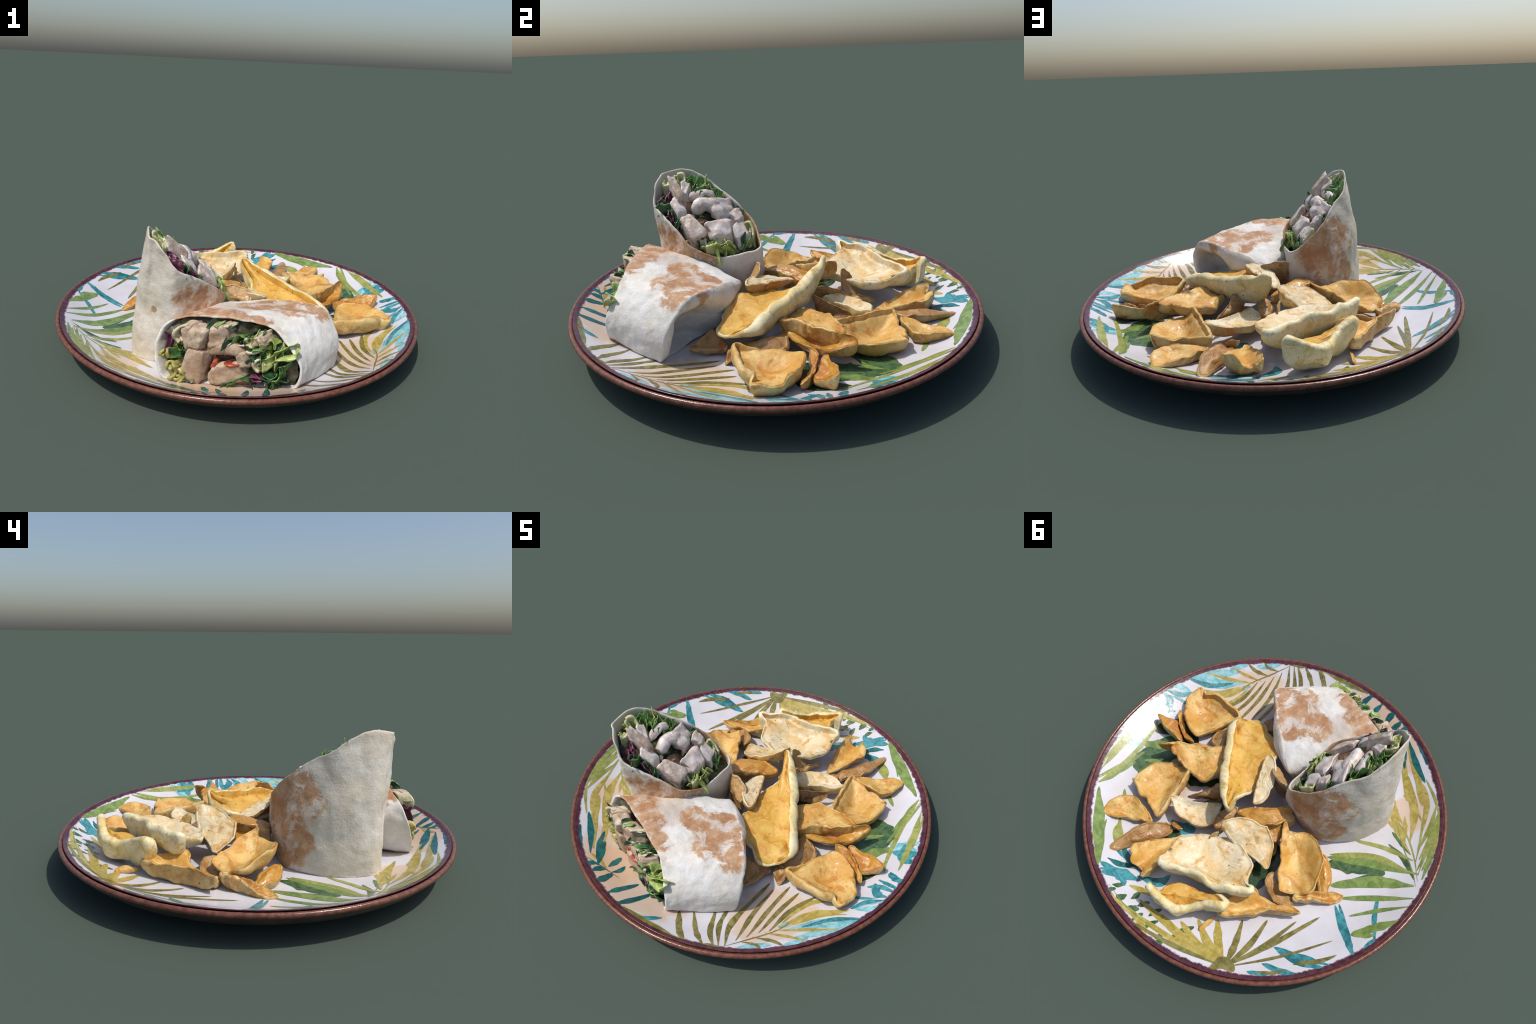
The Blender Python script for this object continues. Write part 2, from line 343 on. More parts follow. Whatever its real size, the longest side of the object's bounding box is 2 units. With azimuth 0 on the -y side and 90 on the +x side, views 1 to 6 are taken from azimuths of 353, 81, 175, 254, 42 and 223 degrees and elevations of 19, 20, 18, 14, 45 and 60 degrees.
        (0.039,(0.33,0.84),(0.26,0.81),(0.21,0.75)), (0.046,(0.22,0.75),(0.27,0.76),(0.35,0.74)), (0.045,(0.03,-0.98),(0.05,-0.90),(0.07,-0.79)),
        (0.039,(-0.05,-0.96),(-0.04,-0.89),(-0.02,-0.80)), (0.053,(-0.15,-0.96),(-0.14,-0.92),(-0.15,-0.86)), (0.037,(-0.25,-0.94),(-0.26,-0.91),(-0.24,-0.88)),
        (0.042,(-0.21,-0.94),(-0.21,-0.90),(-0.19,-0.87)), (0.039,(-0.23,-0.89),(-0.30,-0.82),(-0.36,-0.76)), (0.042,(-0.20,-0.85),(-0.21,-0.80),(-0.22,-0.76)),
        (0.031,(-0.16,-0.86),(-0.15,-0.82),(-0.16,-0.78)), (0.041,(-0.32,-0.87),(-0.45,-0.78),(-0.57,-0.71)), (0.037,(-0.36,-0.89),(-0.45,-0.85),(-0.51,-0.80)),
        (0.033,(-0.27,-0.87),(-0.36,-0.79),(-0.42,-0.72)), (0.007,(-0.33,-0.91),(-0.23,-0.88),(-0.10,-0.85)),
    ],
    'aqua': [
        (0.059,(0.90,0.35),(0.84,0.31),(0.77,0.27)), (0.042,(0.96,-0.08),(0.90,-0.12),(0.84,-0.19)), (0.065,(0.69,-0.50),(0.79,-0.36),(0.92,-0.24)),
        (0.052,(0.75,-0.52),(0.83,-0.41),(0.92,-0.30)), (0.047,(0.61,-0.73),(0.65,-0.67),(0.71,-0.61)), (0.042,(0.65,-0.50),(0.67,-0.47),(0.68,-0.43)),
        (0.040,(0.75,-0.58),(0.78,-0.53),(0.81,-0.47)), (0.089,(0.76,0.28),(0.84,0.28),(0.93,0.27)), (0.062,(0.94,-0.24),(0.87,-0.32),(0.75,-0.40)),
        (0.047,(0.97,-0.11),(0.92,-0.16),(0.84,-0.19)),
    ],
}
PAINT_TONES = {
    "green": ((0.11, 0.175, 0.045), (0.23, 0.315, 0.09)), "lime": ((0.19, 0.215, 0.04), (0.34, 0.35, 0.105)),
    "darkgreen": ((0.025, 0.065, 0.03), (0.10, 0.175, 0.07)), "deepgreen": ((0.015, 0.035, 0.02), (0.055, 0.10, 0.045)),
    "teal": ((0.012, 0.12, 0.14), (0.08, 0.32, 0.36)), "aqua": ((0.09, 0.33, 0.37), (0.32, 0.57, 0.61)),
    "deepteal": ((0.008, 0.06, 0.065), (0.02, 0.16, 0.16)), "olive": ((0.10, 0.09, 0.018), (0.26, 0.225, 0.075)),
    "mustard": ((0.29, 0.215, 0.035), (0.47, 0.39, 0.12)),
}

def paint_material(name, dark, light):
    m = Nodes("painted_" + name, rough=0.2, spec=0.5)
    n = m.noise(26, 5, 0.65, 1.2, vec=m.stretch(1.0, 0.45, 1.0))
    n2 = m.noise(22, 4, 0.65, 1.0, vec=m.stretch(0.4, 1.1, 1.0))
    f = m.step(m.math("ADD", m.math("MULTIPLY", n, 0.5), m.math("MULTIPLY", n2, 0.5)), 0.36, 0.64)
    return m.finish(m.mix(f, dark, light), m.noise(26, 4), 0.08, 0.01)

def leaf_strip(width, pts, lift, seed):
    """A brush-stroke leaf: strip along a bent spine with a pointed tip, draped on the plate surface."""
    n = 28
    spine = open_spline(pts, n)
    tan = np.gradient(spine, axis=0)
    tan /= np.linalg.norm(tan, axis=1)[:, None]
    side = np.stack([-tan[:, 1], tan[:, 0]], -1)
    t = np.linspace(0, 1, n)
    w = 0.42 * width * np.minimum(1, (0.14 + 2.1 * t)) * np.sqrt(np.clip(1 - t ** 3.0, 0, 1))
    rg = np.random.default_rng(seed)
    jag = 1 + 0.10 * np.interp(t, np.linspace(0, 1, 9), rg.normal(size=9))
    verts = []
    for s in (-1, -0.5, 0, 0.5, 1):
        q = spine + side * (w * jag * s)[:, None]
        r = np.linalg.norm(q, axis=1)
        q *= np.minimum(1, 0.957 / np.maximum(r, 1e-6))[:, None]
        r = np.minimum(r, 0.957)
        verts.append(np.column_stack([q, plate_surface(r) + lift]))
    verts = np.stack(verts, 1).reshape(-1, 3)
    faces = [(a * 5 + b, a * 5 + b + 1, a * 5 + b + 6, a * 5 + b + 5) for a in range(n - 1) for b in range(4)]
    return verts, faces

order = ["aqua", "deepgreen", "darkgreen", "teal", "mustard", "olive", "green", "lime", "deepteal"]
lift = 0.0006
for tone in order:
    mat = paint_material(tone, *PAINT_TONES[tone])
    verts, faces, seed = [], [], 0
    for width, *pts in PAINT[tone]:
        seed += 1
        lift += 0.000004
        v, f = leaf_strip(width, [V(*p) for p in pts], lift, seed + len(tone) * 100)
        faces += [tuple(i + sum(map(len, verts)) for i in q) for q in f]
        verts.append(v)
    ob = mesh_object("painted_foliage", np.vstack(verts), faces, [mat], plate)
    ob["kind"] = "stuff"
    for p in ob.data.polygons:      # all brush strokes face up
        if p.normal.z < 0:
            p.flip()

# ------------------------------------------------------------------ potato wedges
def potato_wedge(outline, dish=0.03, depth=0.08, face="golden", side="golden", width=0.012, roll=None, bowl=2.6, lean=(0, 0), seed=1, puff=0.0, pull=0.58, rough=1.0):
    """One wedge: a dished cut face inside a closed outline, a rounded lip, and a bulging back below.
    roll = (first, last, width): control points along which the lip is a thick rolled edge."""
    n = 104
    P0 = np.asarray(outline, float)
    w0 = np.full(len(P0), width * 0.62)
    h0 = np.zeros(len(P0))
    if roll:
        k = len(P0)
        i = roll[0]
        while True:
            w0[i % k], h0[i % k] = roll[2], roll[3]
            if i % k == roll[1] % k:
                break
            i += 1
    P5 = even_closed(np.column_stack([P0, w0, h0]), n)
    P, w, wall = P5[:, :3], np.maximum(P5[:, 3], 0.003), P5[:, 4]
    P = P + wobble(P, 20, 0.0065 * rough, seed) + wobble(P, 55, 0.0026 * rough, seed + 31)
    c = P.mean(0)
    nrm = np.zeros(3)
    for i in range(n):
        nrm += np.cross(P[i] - c, P[(i + 1) % n] - c)
    nrm = unit(nrm)
    if nrm[2] < 0:
        nrm, P, w, wall = -nrm, P[::-1].copy(), w[::-1].copy(), wall[::-1].copy()
    tan = np.roll(P, -1, 0) - np.roll(P, 1, 0)
    out = np.cross(tan, nrm)
    out /= np.maximum(np.linalg.norm(out, axis=1), 1e-9)[:, None]
    down = V(lean[0], lean[1], -1.0)
    rings, kind = [], []
    face_r = [0.08, .2, .32, .44, .55, .65, .74, .82, .89, .945, .985]
    foot = P - nrm * wall[:, None] - out * (0.35 * wall)[:, None]
    F = np.stack([c + (foot - c) * r for r in face_r] + [foot])
    for _ in range(260):            # relax the cut face to a smooth sheet spanning the outline
        mid = (np.roll(F, 1, 1) + np.roll(F, -1, 1))[:-1]
        inner = np.concatenate([np.broadcast_to(F[0].mean(0), F[:1].shape), F[:-2]])
        F[:-1] = F[:-1] * 0.4 + 0.6 * (0.30 * mid + 0.20 * (inner + F[1:]))
    for r, q in zip(face_r, F):
        rings.append(q - nrm * dish * (1 - r ** bowl))
        kind.append(0)
    for f in (0.0, 0.3, 0.65, 0.9):      # inner wall from the face up to the lip
        rings.append(foot + (P - foot) * f ** 1.3 + nrm * (0.0008 * f))
        kind.append(0)
    for a in (0.0, 0.35, 0.7, 1.05, 1.4):
        q = P + out * (w * math.sin(a))[:, None] + (-0.6 * nrm + V(0, 0, -0.4)) * (w * (1 - math.cos(a)))[:, None]
        rings.append(q)
        kind.append(0 if a == 0 else 1)
    O = rings[-1]
    base = c + down * depth - nrm * max(dish, 0) * 0.5
    for a in np.linspace(0.12, 1.5, 12):
        s = math.cos(a) ** pull
        q = base + (O - base) * s
        lin = O + (base - O) * math.sin(a)
        q[:, 2] = lin[:, 2]
        q += out * (puff * math.sin(2 * a))
        rings.append(q)
        kind.append(1)
    verts = np.vstack(rings)
    k = np.repeat([0.25 + 0.75 * (j > 2) for j in range(len(rings))], n)[:, None]
    verts = verts + wobble(verts, 10, 0.013 * rough, seed + 3) * k + wobble(verts, 28, 0.0036 * rough, seed + 9) * k + wobble(verts, 75, 0.0016 * rough, seed + 14) * k
    rr = np.hypot(verts[:, 0], verts[:, 1])
    verts[:, 2] = np.maximum(verts[:, 2], plate_surface(rr) + 0.0005)
    m = len(rings)
    faces = ring_faces(m, n)
    lip = len(face_r) + 4
    mats = [0 if kind[r + 1] == 0 or (r < lip + 3 and w[i] < 0.012) else 1 for r in range(m - 1) for i in range(n)]
    top, bot = len(verts), len(verts) + 1
    centre_top = verts[:n].mean(0)
    centre_bot = verts[(m - 1) * n:].mean(0)
    verts = np.vstack([verts, centre_top, centre_bot])
    faces += [(top, (i + 1) % n, i) for i in range(n)] + [(bot, (m - 1) * n + i, (m - 1) * n + (i + 1) % n) for i in range(n)]
    mats += [0] * n + [1] * n
    faces = [f[::-1] for f in faces]
    ob = mesh_object("potato_wedge", verts, faces, [FACE[face], SIDE[side]], None, mats)
    ob["label"], ob["category"] = "fried potato wedge, " + LOOK[face], "potato wedge"
    return ob

LOOK = {"golden": "golden crisp face and paler skin side", "pale": "pale cream face with browned rim", "amber": "glossy amber orange and curved",
        "brown": "dark brown glazed and rounded", "yellow": "yellow dished face with rolled edge"}
WEDGE = {
    '1': [(0.505,-0.253,0.154),(0.542,-0.131,0.135),(0.564,-0.057,0.130),(0.603,0.005,0.135),(0.709,-0.024,0.150),(0.790,-0.094,0.153),(0.825,-0.154,0.140),(0.816,-0.229,0.148),(0.789,-0.230,0.145),(0.754,-0.219,0.163),(0.699,-0.250,0.175),(0.602,-0.260,0.170)],
    '2': [(0.564,0.040,0.120),(0.622,0.059,0.130),(0.705,0.033,0.130),(0.737,0.018,0.112),(0.780,-0.024,0.115),(0.797,-0.054,0.109),(0.736,-0.013,0.090),(0.647,0.032,0.095)],
    '3': [(0.634,0.086,0.130),(0.735,0.096,0.150),(0.839,0.075,0.156),(0.800,0.049,0.120),(0.765,0.019,0.111),(0.714,0.040,0.120)],
    '4': [(0.650,0.200,0.210),(0.657,0.198,0.180),(0.619,0.109,0.140),(0.567,0.071,0.130),(0.519,0.018,0.125),(0.388,-0.027,0.125),(0.386,0.013,0.140),(0.487,0.094,0.170),(0.597,0.165,0.200)],
    '5': [(0.371,-0.035,0.170),(0.437,0.039,0.195),(0.523,0.102,0.205),(0.592,0.170,0.203),(0.522,0.192,0.190),(0.447,0.206,0.170),(0.332,0.184,0.160),(0.289,0.126,0.165),(0.278,0.074,0.165)],
    '6': [(0.341,0.503,0.147),(0.448,0.473,0.135),(0.513,0.487,0.130),(0.597,0.455,0.155),(0.603,0.460,0.135),(0.613,0.350,0.141),(0.550,0.238,0.120),(0.470,0.197,0.120),(0.425,0.209,0.164),(0.381,0.325,0.160)],
    '7': [(0.030,0.249,0.322),(0.134,0.151,0.290),(0.230,0.056,0.270),(0.291,-0.009,0.255),(0.378,-0.114,0.235),(0.428,-0.176,0.210),(0.463,-0.220,0.192),(0.417,-0.287,0.155),(0.364,-0.318,0.160),(0.291,-0.288,0.170),(0.239,-0.271,0.178),(0.163,-0.227,0.196),(0.117,-0.181,0.210),(0.121,-0.116,0.205),(0.069,0.022,0.183),(0.088,0.093,0.193),(0.088,0.157,0.219)],
    '8': [(0.128,-0.148,0.257),(0.108,-0.090,0.250),(0.070,-0.000,0.235),(-0.005,0.099,0.203),(-0.029,0.053,0.215),(-0.018,-0.016,0.235),(0.019,-0.075,0.256),(0.079,-0.136,0.265)],
    '9': [(-0.130,-0.069,0.240),(-0.083,-0.075,0.283),(-0.028,-0.071,0.280),(0.012,-0.082,0.262),(0.037,-0.116,0.245),(0.040,-0.151,0.225),(-0.038,-0.108,0.200),(-0.111,-0.074,0.200)],
    '10': [(0.026,0.193,0.202),(-0.035,0.188,0.210),(-0.116,0.167,0.210),(-0.171,0.117,0.215),(-0.190,0.065,0.215),(-0.183,-0.018,0.200),(-0.150,0.015,0.210),(-0.087,0.066,0.205),(-0.026,0.119,0.200)],
    '11': [(-0.003,0.329,0.280),(-0.012,0.280,0.275),(-0.041,0.232,0.262),(-0.090,0.191,0.240),(-0.168,0.163,0.215),(-0.227,0.179,0.185),(-0.270,0.227,0.150),(-0.297,0.295,0.135),(-0.200,0.310,0.160),(-0.104,0.321,0.189),(-0.030,0.328,0.245)],
    '13': [(-0.426,0.323,0.150),(-0.329,0.218,0.165),(-0.209,0.071,0.201),(-0.246,0.067,0.178),(-0.279,0.051,0.174),(-0.317,0.007,0.165),(-0.414,0.029,0.185),(-0.478,0.068,0.195),(-0.516,0.115,0.190),(-0.538,0.185,0.163),(-0.537,0.237,0.140),(-0.487,0.281,0.125)],
    '12f': [(-0.529,0.334,0.093),(-0.479,0.363,0.100),(-0.428,0.371,0.125),(-0.374,0.354,0.130),(-0.347,0.330,0.128),(-0.336,0.286,0.120),(-0.394,0.301,0.100),(-0.462,0.308,0.090)],
    '15': [(-0.455,0.030,0.110),(-0.508,0.037,0.100),(-0.560,0.077,0.090),(-0.591,0.126,0.085),(-0.603,0.175,0.075),(-0.559,0.158,0.085),(-0.500,0.100,0.105)],
    '16': [(-0.348,0.439,0.268),(-0.292,0.494,0.265),(-0.208,0.554,0.260),(-0.129,0.570,0.255),(-0.021,0.613,0.245),(0.079,0.659,0.235),(0.096,0.618,0.220),(0.114,0.562,0.205),(0.108,0.497,0.195),(0.060,0.425,0.190),(-0.021,0.360,0.185),(-0.109,0.318,0.185),(-0.232,0.338,0.188),(-0.270,0.386,0.210),(-0.304,0.440,0.240)],
    '17': [(-0.580,0.339,0.141),(-0.526,0.382,0.143),(-0.461,0.439,0.145),(-0.433,0.492,0.140),(-0.383,0.558,0.135),(-0.311,0.626,0.137),(-0.278,0.597,0.130),(-0.294,0.492,0.150),(-0.331,0.429,0.160),(-0.406,0.409,0.120),(-0.472,0.385,0.120),(-0.523,0.348,0.125)],
    '18': [(-0.504,0.292,0.120),(-0.547,0.220,0.110),(-0.604,0.153,0.090),(-0.656,0.099,0.068),(-0.660,0.129,0.068),(-0.641,0.181,0.085),(-0.582,0.227,0.110),(-0.542,0.271,0.120)],
    '19': [(0.009,0.783,0.253),(-0.054,0.781,0.225),(-0.102,0.763,0.200),(-0.139,0.753,0.195),(-0.173,0.698,0.190),(-0.226,0.633,0.215),(-0.299,0.578,0.231),(-0.225,0.592,0.190),(-0.140,0.630,0.165),(-0.079,0.659,0.165),(-0.018,0.730,0.180),(-0.023,0.772,0.200)],
    '20': [(0.231,0.754,0.174),(0.274,0.698,0.150),(0.243,0.618,0.125),(0.205,0.538,0.090),(0.170,0.477,0.065),(0.148,0.554,0.100),(0.123,0.643,0.125),(0.110,0.774,0.157),(0.149,0.751,0.110),(0.192,0.767,0.130),(0.214,0.774,0.160)],
    '21': [(0.365,0.789,0.102),(0.372,0.736,0.115),(0.373,0.651,0.120),(0.339,0.567,0.115),(0.287,0.509,0.100),(0.248,0.484,0.063),(0.232,0.546,0.080),(0.274,0.625,0.085),(0.315,0.704,0.090)],
    '22': [(0.343,0.542,0.116),(0.396,0.580,0.110),(0.464,0.628,0.115),(0.549,0.695,0.125),(0.570,0.682,0.129),(0.582,0.618,0.135),(0.564,0.560,0.130),(0.499,0.519,0.125),(0.414,0.530,0.120)],
    '23': [(0.354,0.390,0.160),(0.349,0.375,0.165),(0.297,0.333,0.150),(0.232,0.306,0.145),(0.147,0.217,0.150),(0.099,0.260,0.150),(0.085,0.309,0.140),(0.131,0.369,0.125),(0.192,0.407,0.135),(0.268,0.416,0.150)],
    '24': [(0.313,0.302,0.123),(0.253,0.232,0.160),(0.216,0.153,0.200),(0.169,0.177,0.150),(0.193,0.177,0.100),(0.268,0.221,0.080),(0.309,0.278,0.090)],
    '25': [(0.197,0.444,0.090),(0.240,0.471,0.100),(0.264,0.467,0.090),(0.252,0.445,0.080)],
    '26': [(-0.003,0.362,0.232),(0.012,0.380,0.222),(0.017,0.432,0.130),(0.072,0.422,0.110),(0.102,0.495,0.084),(0.093,0.461,0.075),(0.070,0.373,0.090),(0.049,0.367,0.110),(0.017,0.349,0.160)],
    '27': [(0.300,-0.350,0.120),(0.343,-0.312,0.110),(0.408,-0.286,0.100),(0.397,-0.327,0.080),(0.388,-0.395,0.080),(0.370,-0.443,0.090),(0.361,-0.398,0.100),(0.339,-0.375,0.110)],
    '28': [(0.398,-0.100,0.110),(0.405,-0.046,0.115),(0.447,-0.026,0.115),(0.514,-0.053,0.110),(0.522,-0.109,0.100),(0.506,-0.196,0.100),(0.488,-0.225,0.100),(0.448,-0.245,0.105),(0.431,-0.205,0.110)],
    '28b': [(0.426,-0.253,0.105),(0.481,-0.218,0.110),(0.495,-0.254,0.100),(0.487,-0.302,0.050),(0.443,-0.292,0.075)],
    '29': [(-0.287,0.735,0.085),(-0.280,0.697,0.090),(-0.286,0.641,0.085),(-0.296,0.689,0.080),(-0.299,0.737,0.075)],
    '30': [(-0.133,0.135,0.170),(-0.190,0.080,0.180),(-0.238,0.133,0.140),(-0.210,0.168,0.140)],
    '31': [(-0.139,0.049,0.210),(-0.184,0.006,0.200),(-0.220,0.004,0.190),(-0.202,0.043,0.200),(-0.182,0.067,0.205)],
    '32': [(-0.205,0.150,0.090),(-0.224,0.131,0.090),(-0.249,0.168,0.080),(-0.253,0.204,0.080)],
    '33': [(0.083,0.292,0.170),(0.077,0.230,0.180),(0.061,0.178,0.180),(0.028,0.216,0.160),(0.038,0.310,0.150),(0.061,0.326,0.150)],
}
STYLE = {
    "1": dict(dish=.045, depth=.075, roll=(9, 0, .020, .035), side="golden", width=.014),
    "2": dict(dish=.02, depth=.05, face="amber", side="amber", width=.008),
    "3": dict(dish=.012, depth=.06, face="amber", side="golden"),
    "4": dict(dish=.05, depth=.055, face="amber", side="amber", width=.010),
    "5": dict(dish=.014, depth=.08, face="golden", side="golden", rough=1.5),
    "6": dict(dish=.060, depth=.075, face="golden", side="golden", roll=(8, 0, .016, .02)),
    "7": dict(dish=.026, depth=.095, face="yellow", side="pale", roll=(1, 5, .042, .04), width=.02, pull=.65),
    "8": dict(dish=-.004, depth=.06, face="pale", side="brown"),
    "9": dict(dish=-.01, depth=.16, face="brown", side="brown", width=.02, pull=.35),
    "10": dict(dish=-.022, depth=.09, face="amber", side="amber", width=.012, pull=.4),
    "11": dict(dish=.006, depth=.05, face="pale", side="golden", width=.010),
    "13": dict(dish=.052, depth=.05, face="golden", side="golden", width=.008, bowl=2.0),
    "12f": dict(dish=.02, depth=.06, face="brown", side="golden", width=.010),
    "15": dict(dish=-.02, depth=.06, face="amber", side="amber", width=.015),
    "16": dict(dish=.055, depth=.085, face="pale", side="pale", roll=(0, 5, .028, .03), width=.014, pull=.55),
    "17": dict(dish=.03, depth=.07, face="golden", side="golden", width=.010),
    "18": dict(dish=.02, depth=.05, face="golden", side="golden", width=.020),
    "19": dict(dish=.01, depth=.12, face="yellow", side="pale", roll=(0, 6, .034, .045), width=.01, pull=.5),
    "20": dict(dish=.022, depth=.06, face="golden", side="golden", width=.008),
    "21": dict(dish=-.02, depth=.04, face="brown", side="brown", width=.015),
    "22": dict(dish=.016, depth=.06, face="golden", side="golden", width=.010),
    "23": dict(dish=.022, depth=.06, face="pale", side="golden", width=.010),
    "24": dict(dish=.02, depth=.05, face="brown", side="brown", width=.008),
    "25": dict(dish=.0, depth=.03, face="amber", side="amber", width=.008),
    "26": dict(dish=.01, depth=.03, face="brown", side="golden", width=.008),
    "27": dict(dish=.03, depth=.04, face="brown", side="brown", width=.012),
    "28": dict(dish=-.03, depth=.06, face="brown", side="brown", width=.02),
    "28b": dict(dish=-.02, depth=.04, face="brown", side="brown", width=.01),
    "29": dict(dish=.0, depth=.02, face="golden", side="golden", width=.008),
    "30": dict(dish=.0, depth=.05, face="amber", side="amber", width=.008),
    "31": dict(dish=-.01, depth=.12, face="brown", side="brown", width=.012, pull=.4),
    "32": dict(dish=-.005, depth=.03, face="amber", side="amber", width=.008),
    "33": dict(dish=-.01, depth=.09, face="brown", side="amber", width=.012, pull=.4),
}
for i, (key, outline) in enumerate(WEDGE.items()):
    potato_wedge(outline, seed=i + 1, **STYLE[key])

# ------------------------------------------------------------------ wraps
def shell(name, sections, rows, inner, mat, parent, thick=0.013, bulge=0.015, seed=1, crown=None, close=True, cap=None):
    """Tortilla skin lofted through closed sections (last = cut edge), folded over a thick rim and lined a little way inside."""
    n = 160
    S = [closed_spline(s, n) for s in sections]
    k = len(S)
    rings = []
    for v in np.linspace(0, 1, rows):
        t = v * (k - 1)
        i = min(int(t), k - 2)
        f = t - i
        a, b = S[max(i - 1, 0)], S[min(i + 2, k - 1)]
        p = S[i] * (1 - f) + S[i + 1] * f
        if k > 2:
            p = 0.5 * (2 * S[i] + (S[i + 1] - a) * f + (2 * a - 5 * S[i] + 4 * S[i + 1] - b) * f ** 2 + (3 * S[i] - a - 3 * S[i + 1] + b) * f ** 3)
        c = p.mean(0)
        out = p - c
        out /= np.linalg.norm(out, axis=1)[:, None]
        p = p + out * bulge * math.sin(math.pi * v)
        rings.append(p)
    top = rings[-1]
    c = top.mean(0)
    inward = c - top
    dist = np.linalg.norm(inward, axis=1)[:, None]
    inward = inward / dist
    axis = unit((rings[-6] - top).mean(0))
    rings.append(top + inward * thick * 0.35 - axis * thick * 0.35)
    rings.append(top + inward * thick * 0.8 - axis * thick * 0.25)
    rings.append(top + inward * thick * 1.05 + axis * thick * 0.3)
    for d in np.linspace(0.15, 1, 6):
        rings.append(top + inward * thick * (1.1 + 0.4 * d) + axis * inner * d)
    m = len(rings)
    verts = np.vstack(rings)
    verts = verts + wobble(verts, 7, 0.011, seed) + wobble(verts, 24, 0.0035, seed + 5) + wobble(verts, 60, 0.0012, seed + 8)
    rr = np.hypot(verts[:, 0], verts[:, 1])
    verts[:, 2] = np.maximum(verts[:, 2], plate_surface(np.minimum(rr, 0.97)) + 0.001)
    faces = ring_faces(m, n)
    if cap is not None:
        # folded end: rings shrinking to the cap centre, pushed out by the cap function
        first = verts[:n]
        start = len(verts)
        extra, c0 = [], first.mean(0)
        for s in (0.992, 0.975, 0.95, 0.92, 0.88, .84, .79, .73, .66, .58, .5, .42, .34, .26, .18, .1, .04):
            q = c0 + (first - c0) * s
            extra.append(cap(q, s))
        ex = np.vstack(extra)
        ex = ex + wobble(ex, 12, 0.008, seed + 2)
        rr = np.hypot(ex[:, 0], ex[:, 1])
        ex[:, 2] = np.maximum(ex[:, 2], plate_surface(rr) + 0.001)
        verts = np.vstack([verts, ex, ex[-n:].mean(0)])
        faces += [(start + i, start + (i + 1) % n, (i + 1) % n, i) for i in range(n)]
        faces += [f[::-1] for f in ring_faces(len(extra), n, start)]
        last = start + (len(extra) - 1) * n
        faces += [(len(verts) - 1, last + (i + 1) % n, last + i) for i in range(n)]
    ob = mesh_object(name, verts, faces, [mat], parent)
    return ob, (top + inward * thick * 1.2, axis)

def filling_bed(edge, axis, recess, mat, parent, seed):
    """Uneven floor of chopped filling inside the cut end."""
    n = len(edge)
    c = edge.mean(0)
    rings = []
    for s in (0.97, .9, .8, .68, .56, .44, .32, .2, .08):
        rings.append(c + (edge - c) * s + axis * recess)
    v = np.vstack(rings)
    v = v + axis * (wobble(v, 22, 0.022, seed)[:, :1]) + wobble(v, 45, 0.010, seed + 1)
    v = np.vstack([v, v[-n:].mean(0)])
    faces = ring_faces(len(rings), n) + [((len(rings) - 1) * n + i, (len(rings) - 1) * n + (i + 1) % n, len(v) - 1) for i in range(n)]
    ob = mesh_object("filling_bed", v, faces, [mat], parent)
    ob["kind"] = "stuff"
    return ob

MEAT = plain_noise_material("chicken_meat", (0.50, 0.40, 0.34), (0.74, 0.69, 0.66), 18, 0.5, 0.05, 70, 0.4, sss=0.05)
MEAT_PINK = plain_noise_material("chicken_meat_warm", (0.34, 0.215, 0.13), (0.50, 0.385, 0.29), 20, 0.5, 0.08, 70, 0.5, (0.22, 0.10, 0.05))
MEAT_TAN = plain_noise_material("chicken_meat_tan", (0.36, 0.26, 0.17), (0.56, 0.46, 0.35), 24, 0.5, 0.08, 70, 0.5, (0.25, 0.11, 0.04))
MEAT_PALE = plain_noise_material("chicken_meat_pale", (0.45, 0.32, 0.23), (0.70, 0.63, 0.57), 22, 0.5, 0.05, 70, 0.5, (0.25, 0.13, 0.06))
MEAT_BROWN = plain_noise_material("chicken_browned", (0.16, 0.085, 0.045), (0.32, 0.19, 0.11), 16, 0.45, 0.1, 60, 0.4)
GREEN = plain_noise_material("lettuce_green", (0.045, 0.13, 0.025), (0.20, 0.36, 0.09), 24, 0.4, 0.1, 60, 0.4)
DARKGREEN = plain_noise_material("lettuce_dark", (0.012, 0.045, 0.02), (0.05, 0.13, 0.04), 22, 0.35, 0.15, 60, 0.4)
LIGHTGREEN = plain_noise_material("lettuce_light", (0.20, 0.30, 0.05), (0.46, 0.52, 0.19), 22, 0.4, 0.1, 60, 0.4)
RIB = plain_noise_material("lettuce_rib", (0.33, 0.36, 0.13), (0.56, 0.55, 0.34), 16, 0.4, 0.1, 60, 0.3)
YELLOWLEAF = plain_noise_material("lettuce_yellow", (0.30, 0.27, 0.05), (0.50, 0.46, 0.20), 18, 0.4, 0.1, 60, 0.3)
RADICCHIO = plain_noise_material("radicchio", (0.055, 0.008, 0.03), (0.16, 0.04, 0.08), 26, 0.4, 0.1, 60, 0.3, (0.45, 0.30, 0.34))
TOMATO = plain_noise_material("tomato", (0.22, 0.015, 0.01), (0.42, 0.10, 0.05), 30, 0.25, 0.3, 60, 0.2)
CREAMY = plain_noise_material("cheese_cream", (0.46, 0.42, 0.25), (0.60, 0.56, 0.40), 16, 0.45, 0.05, 60, 0.3)
BED = plain_noise_material("chopped_filling", (0.02, 0.03, 0.016), (0.12, 0.10, 0.055), 26, 0.5, 0.0, 80, 0.4)

def place(points, centre, frame):
    s, t, nn = frame
    return centre + points[:, :1] * s + points[:, 1:2] * t + points[:, 2:3] * nn

def turned(frame, angle, tilt=0.0):
    s, t, nn = frame
    s2 = s * math.cos(angle) + t * math.sin(angle)
    t2 = np.cross(nn, s2)
    n2 = unit(nn + s2 * tilt)
    s3 = unit(np.cross(t2, n2))
    return s3, np.cross(n2, s3), n2

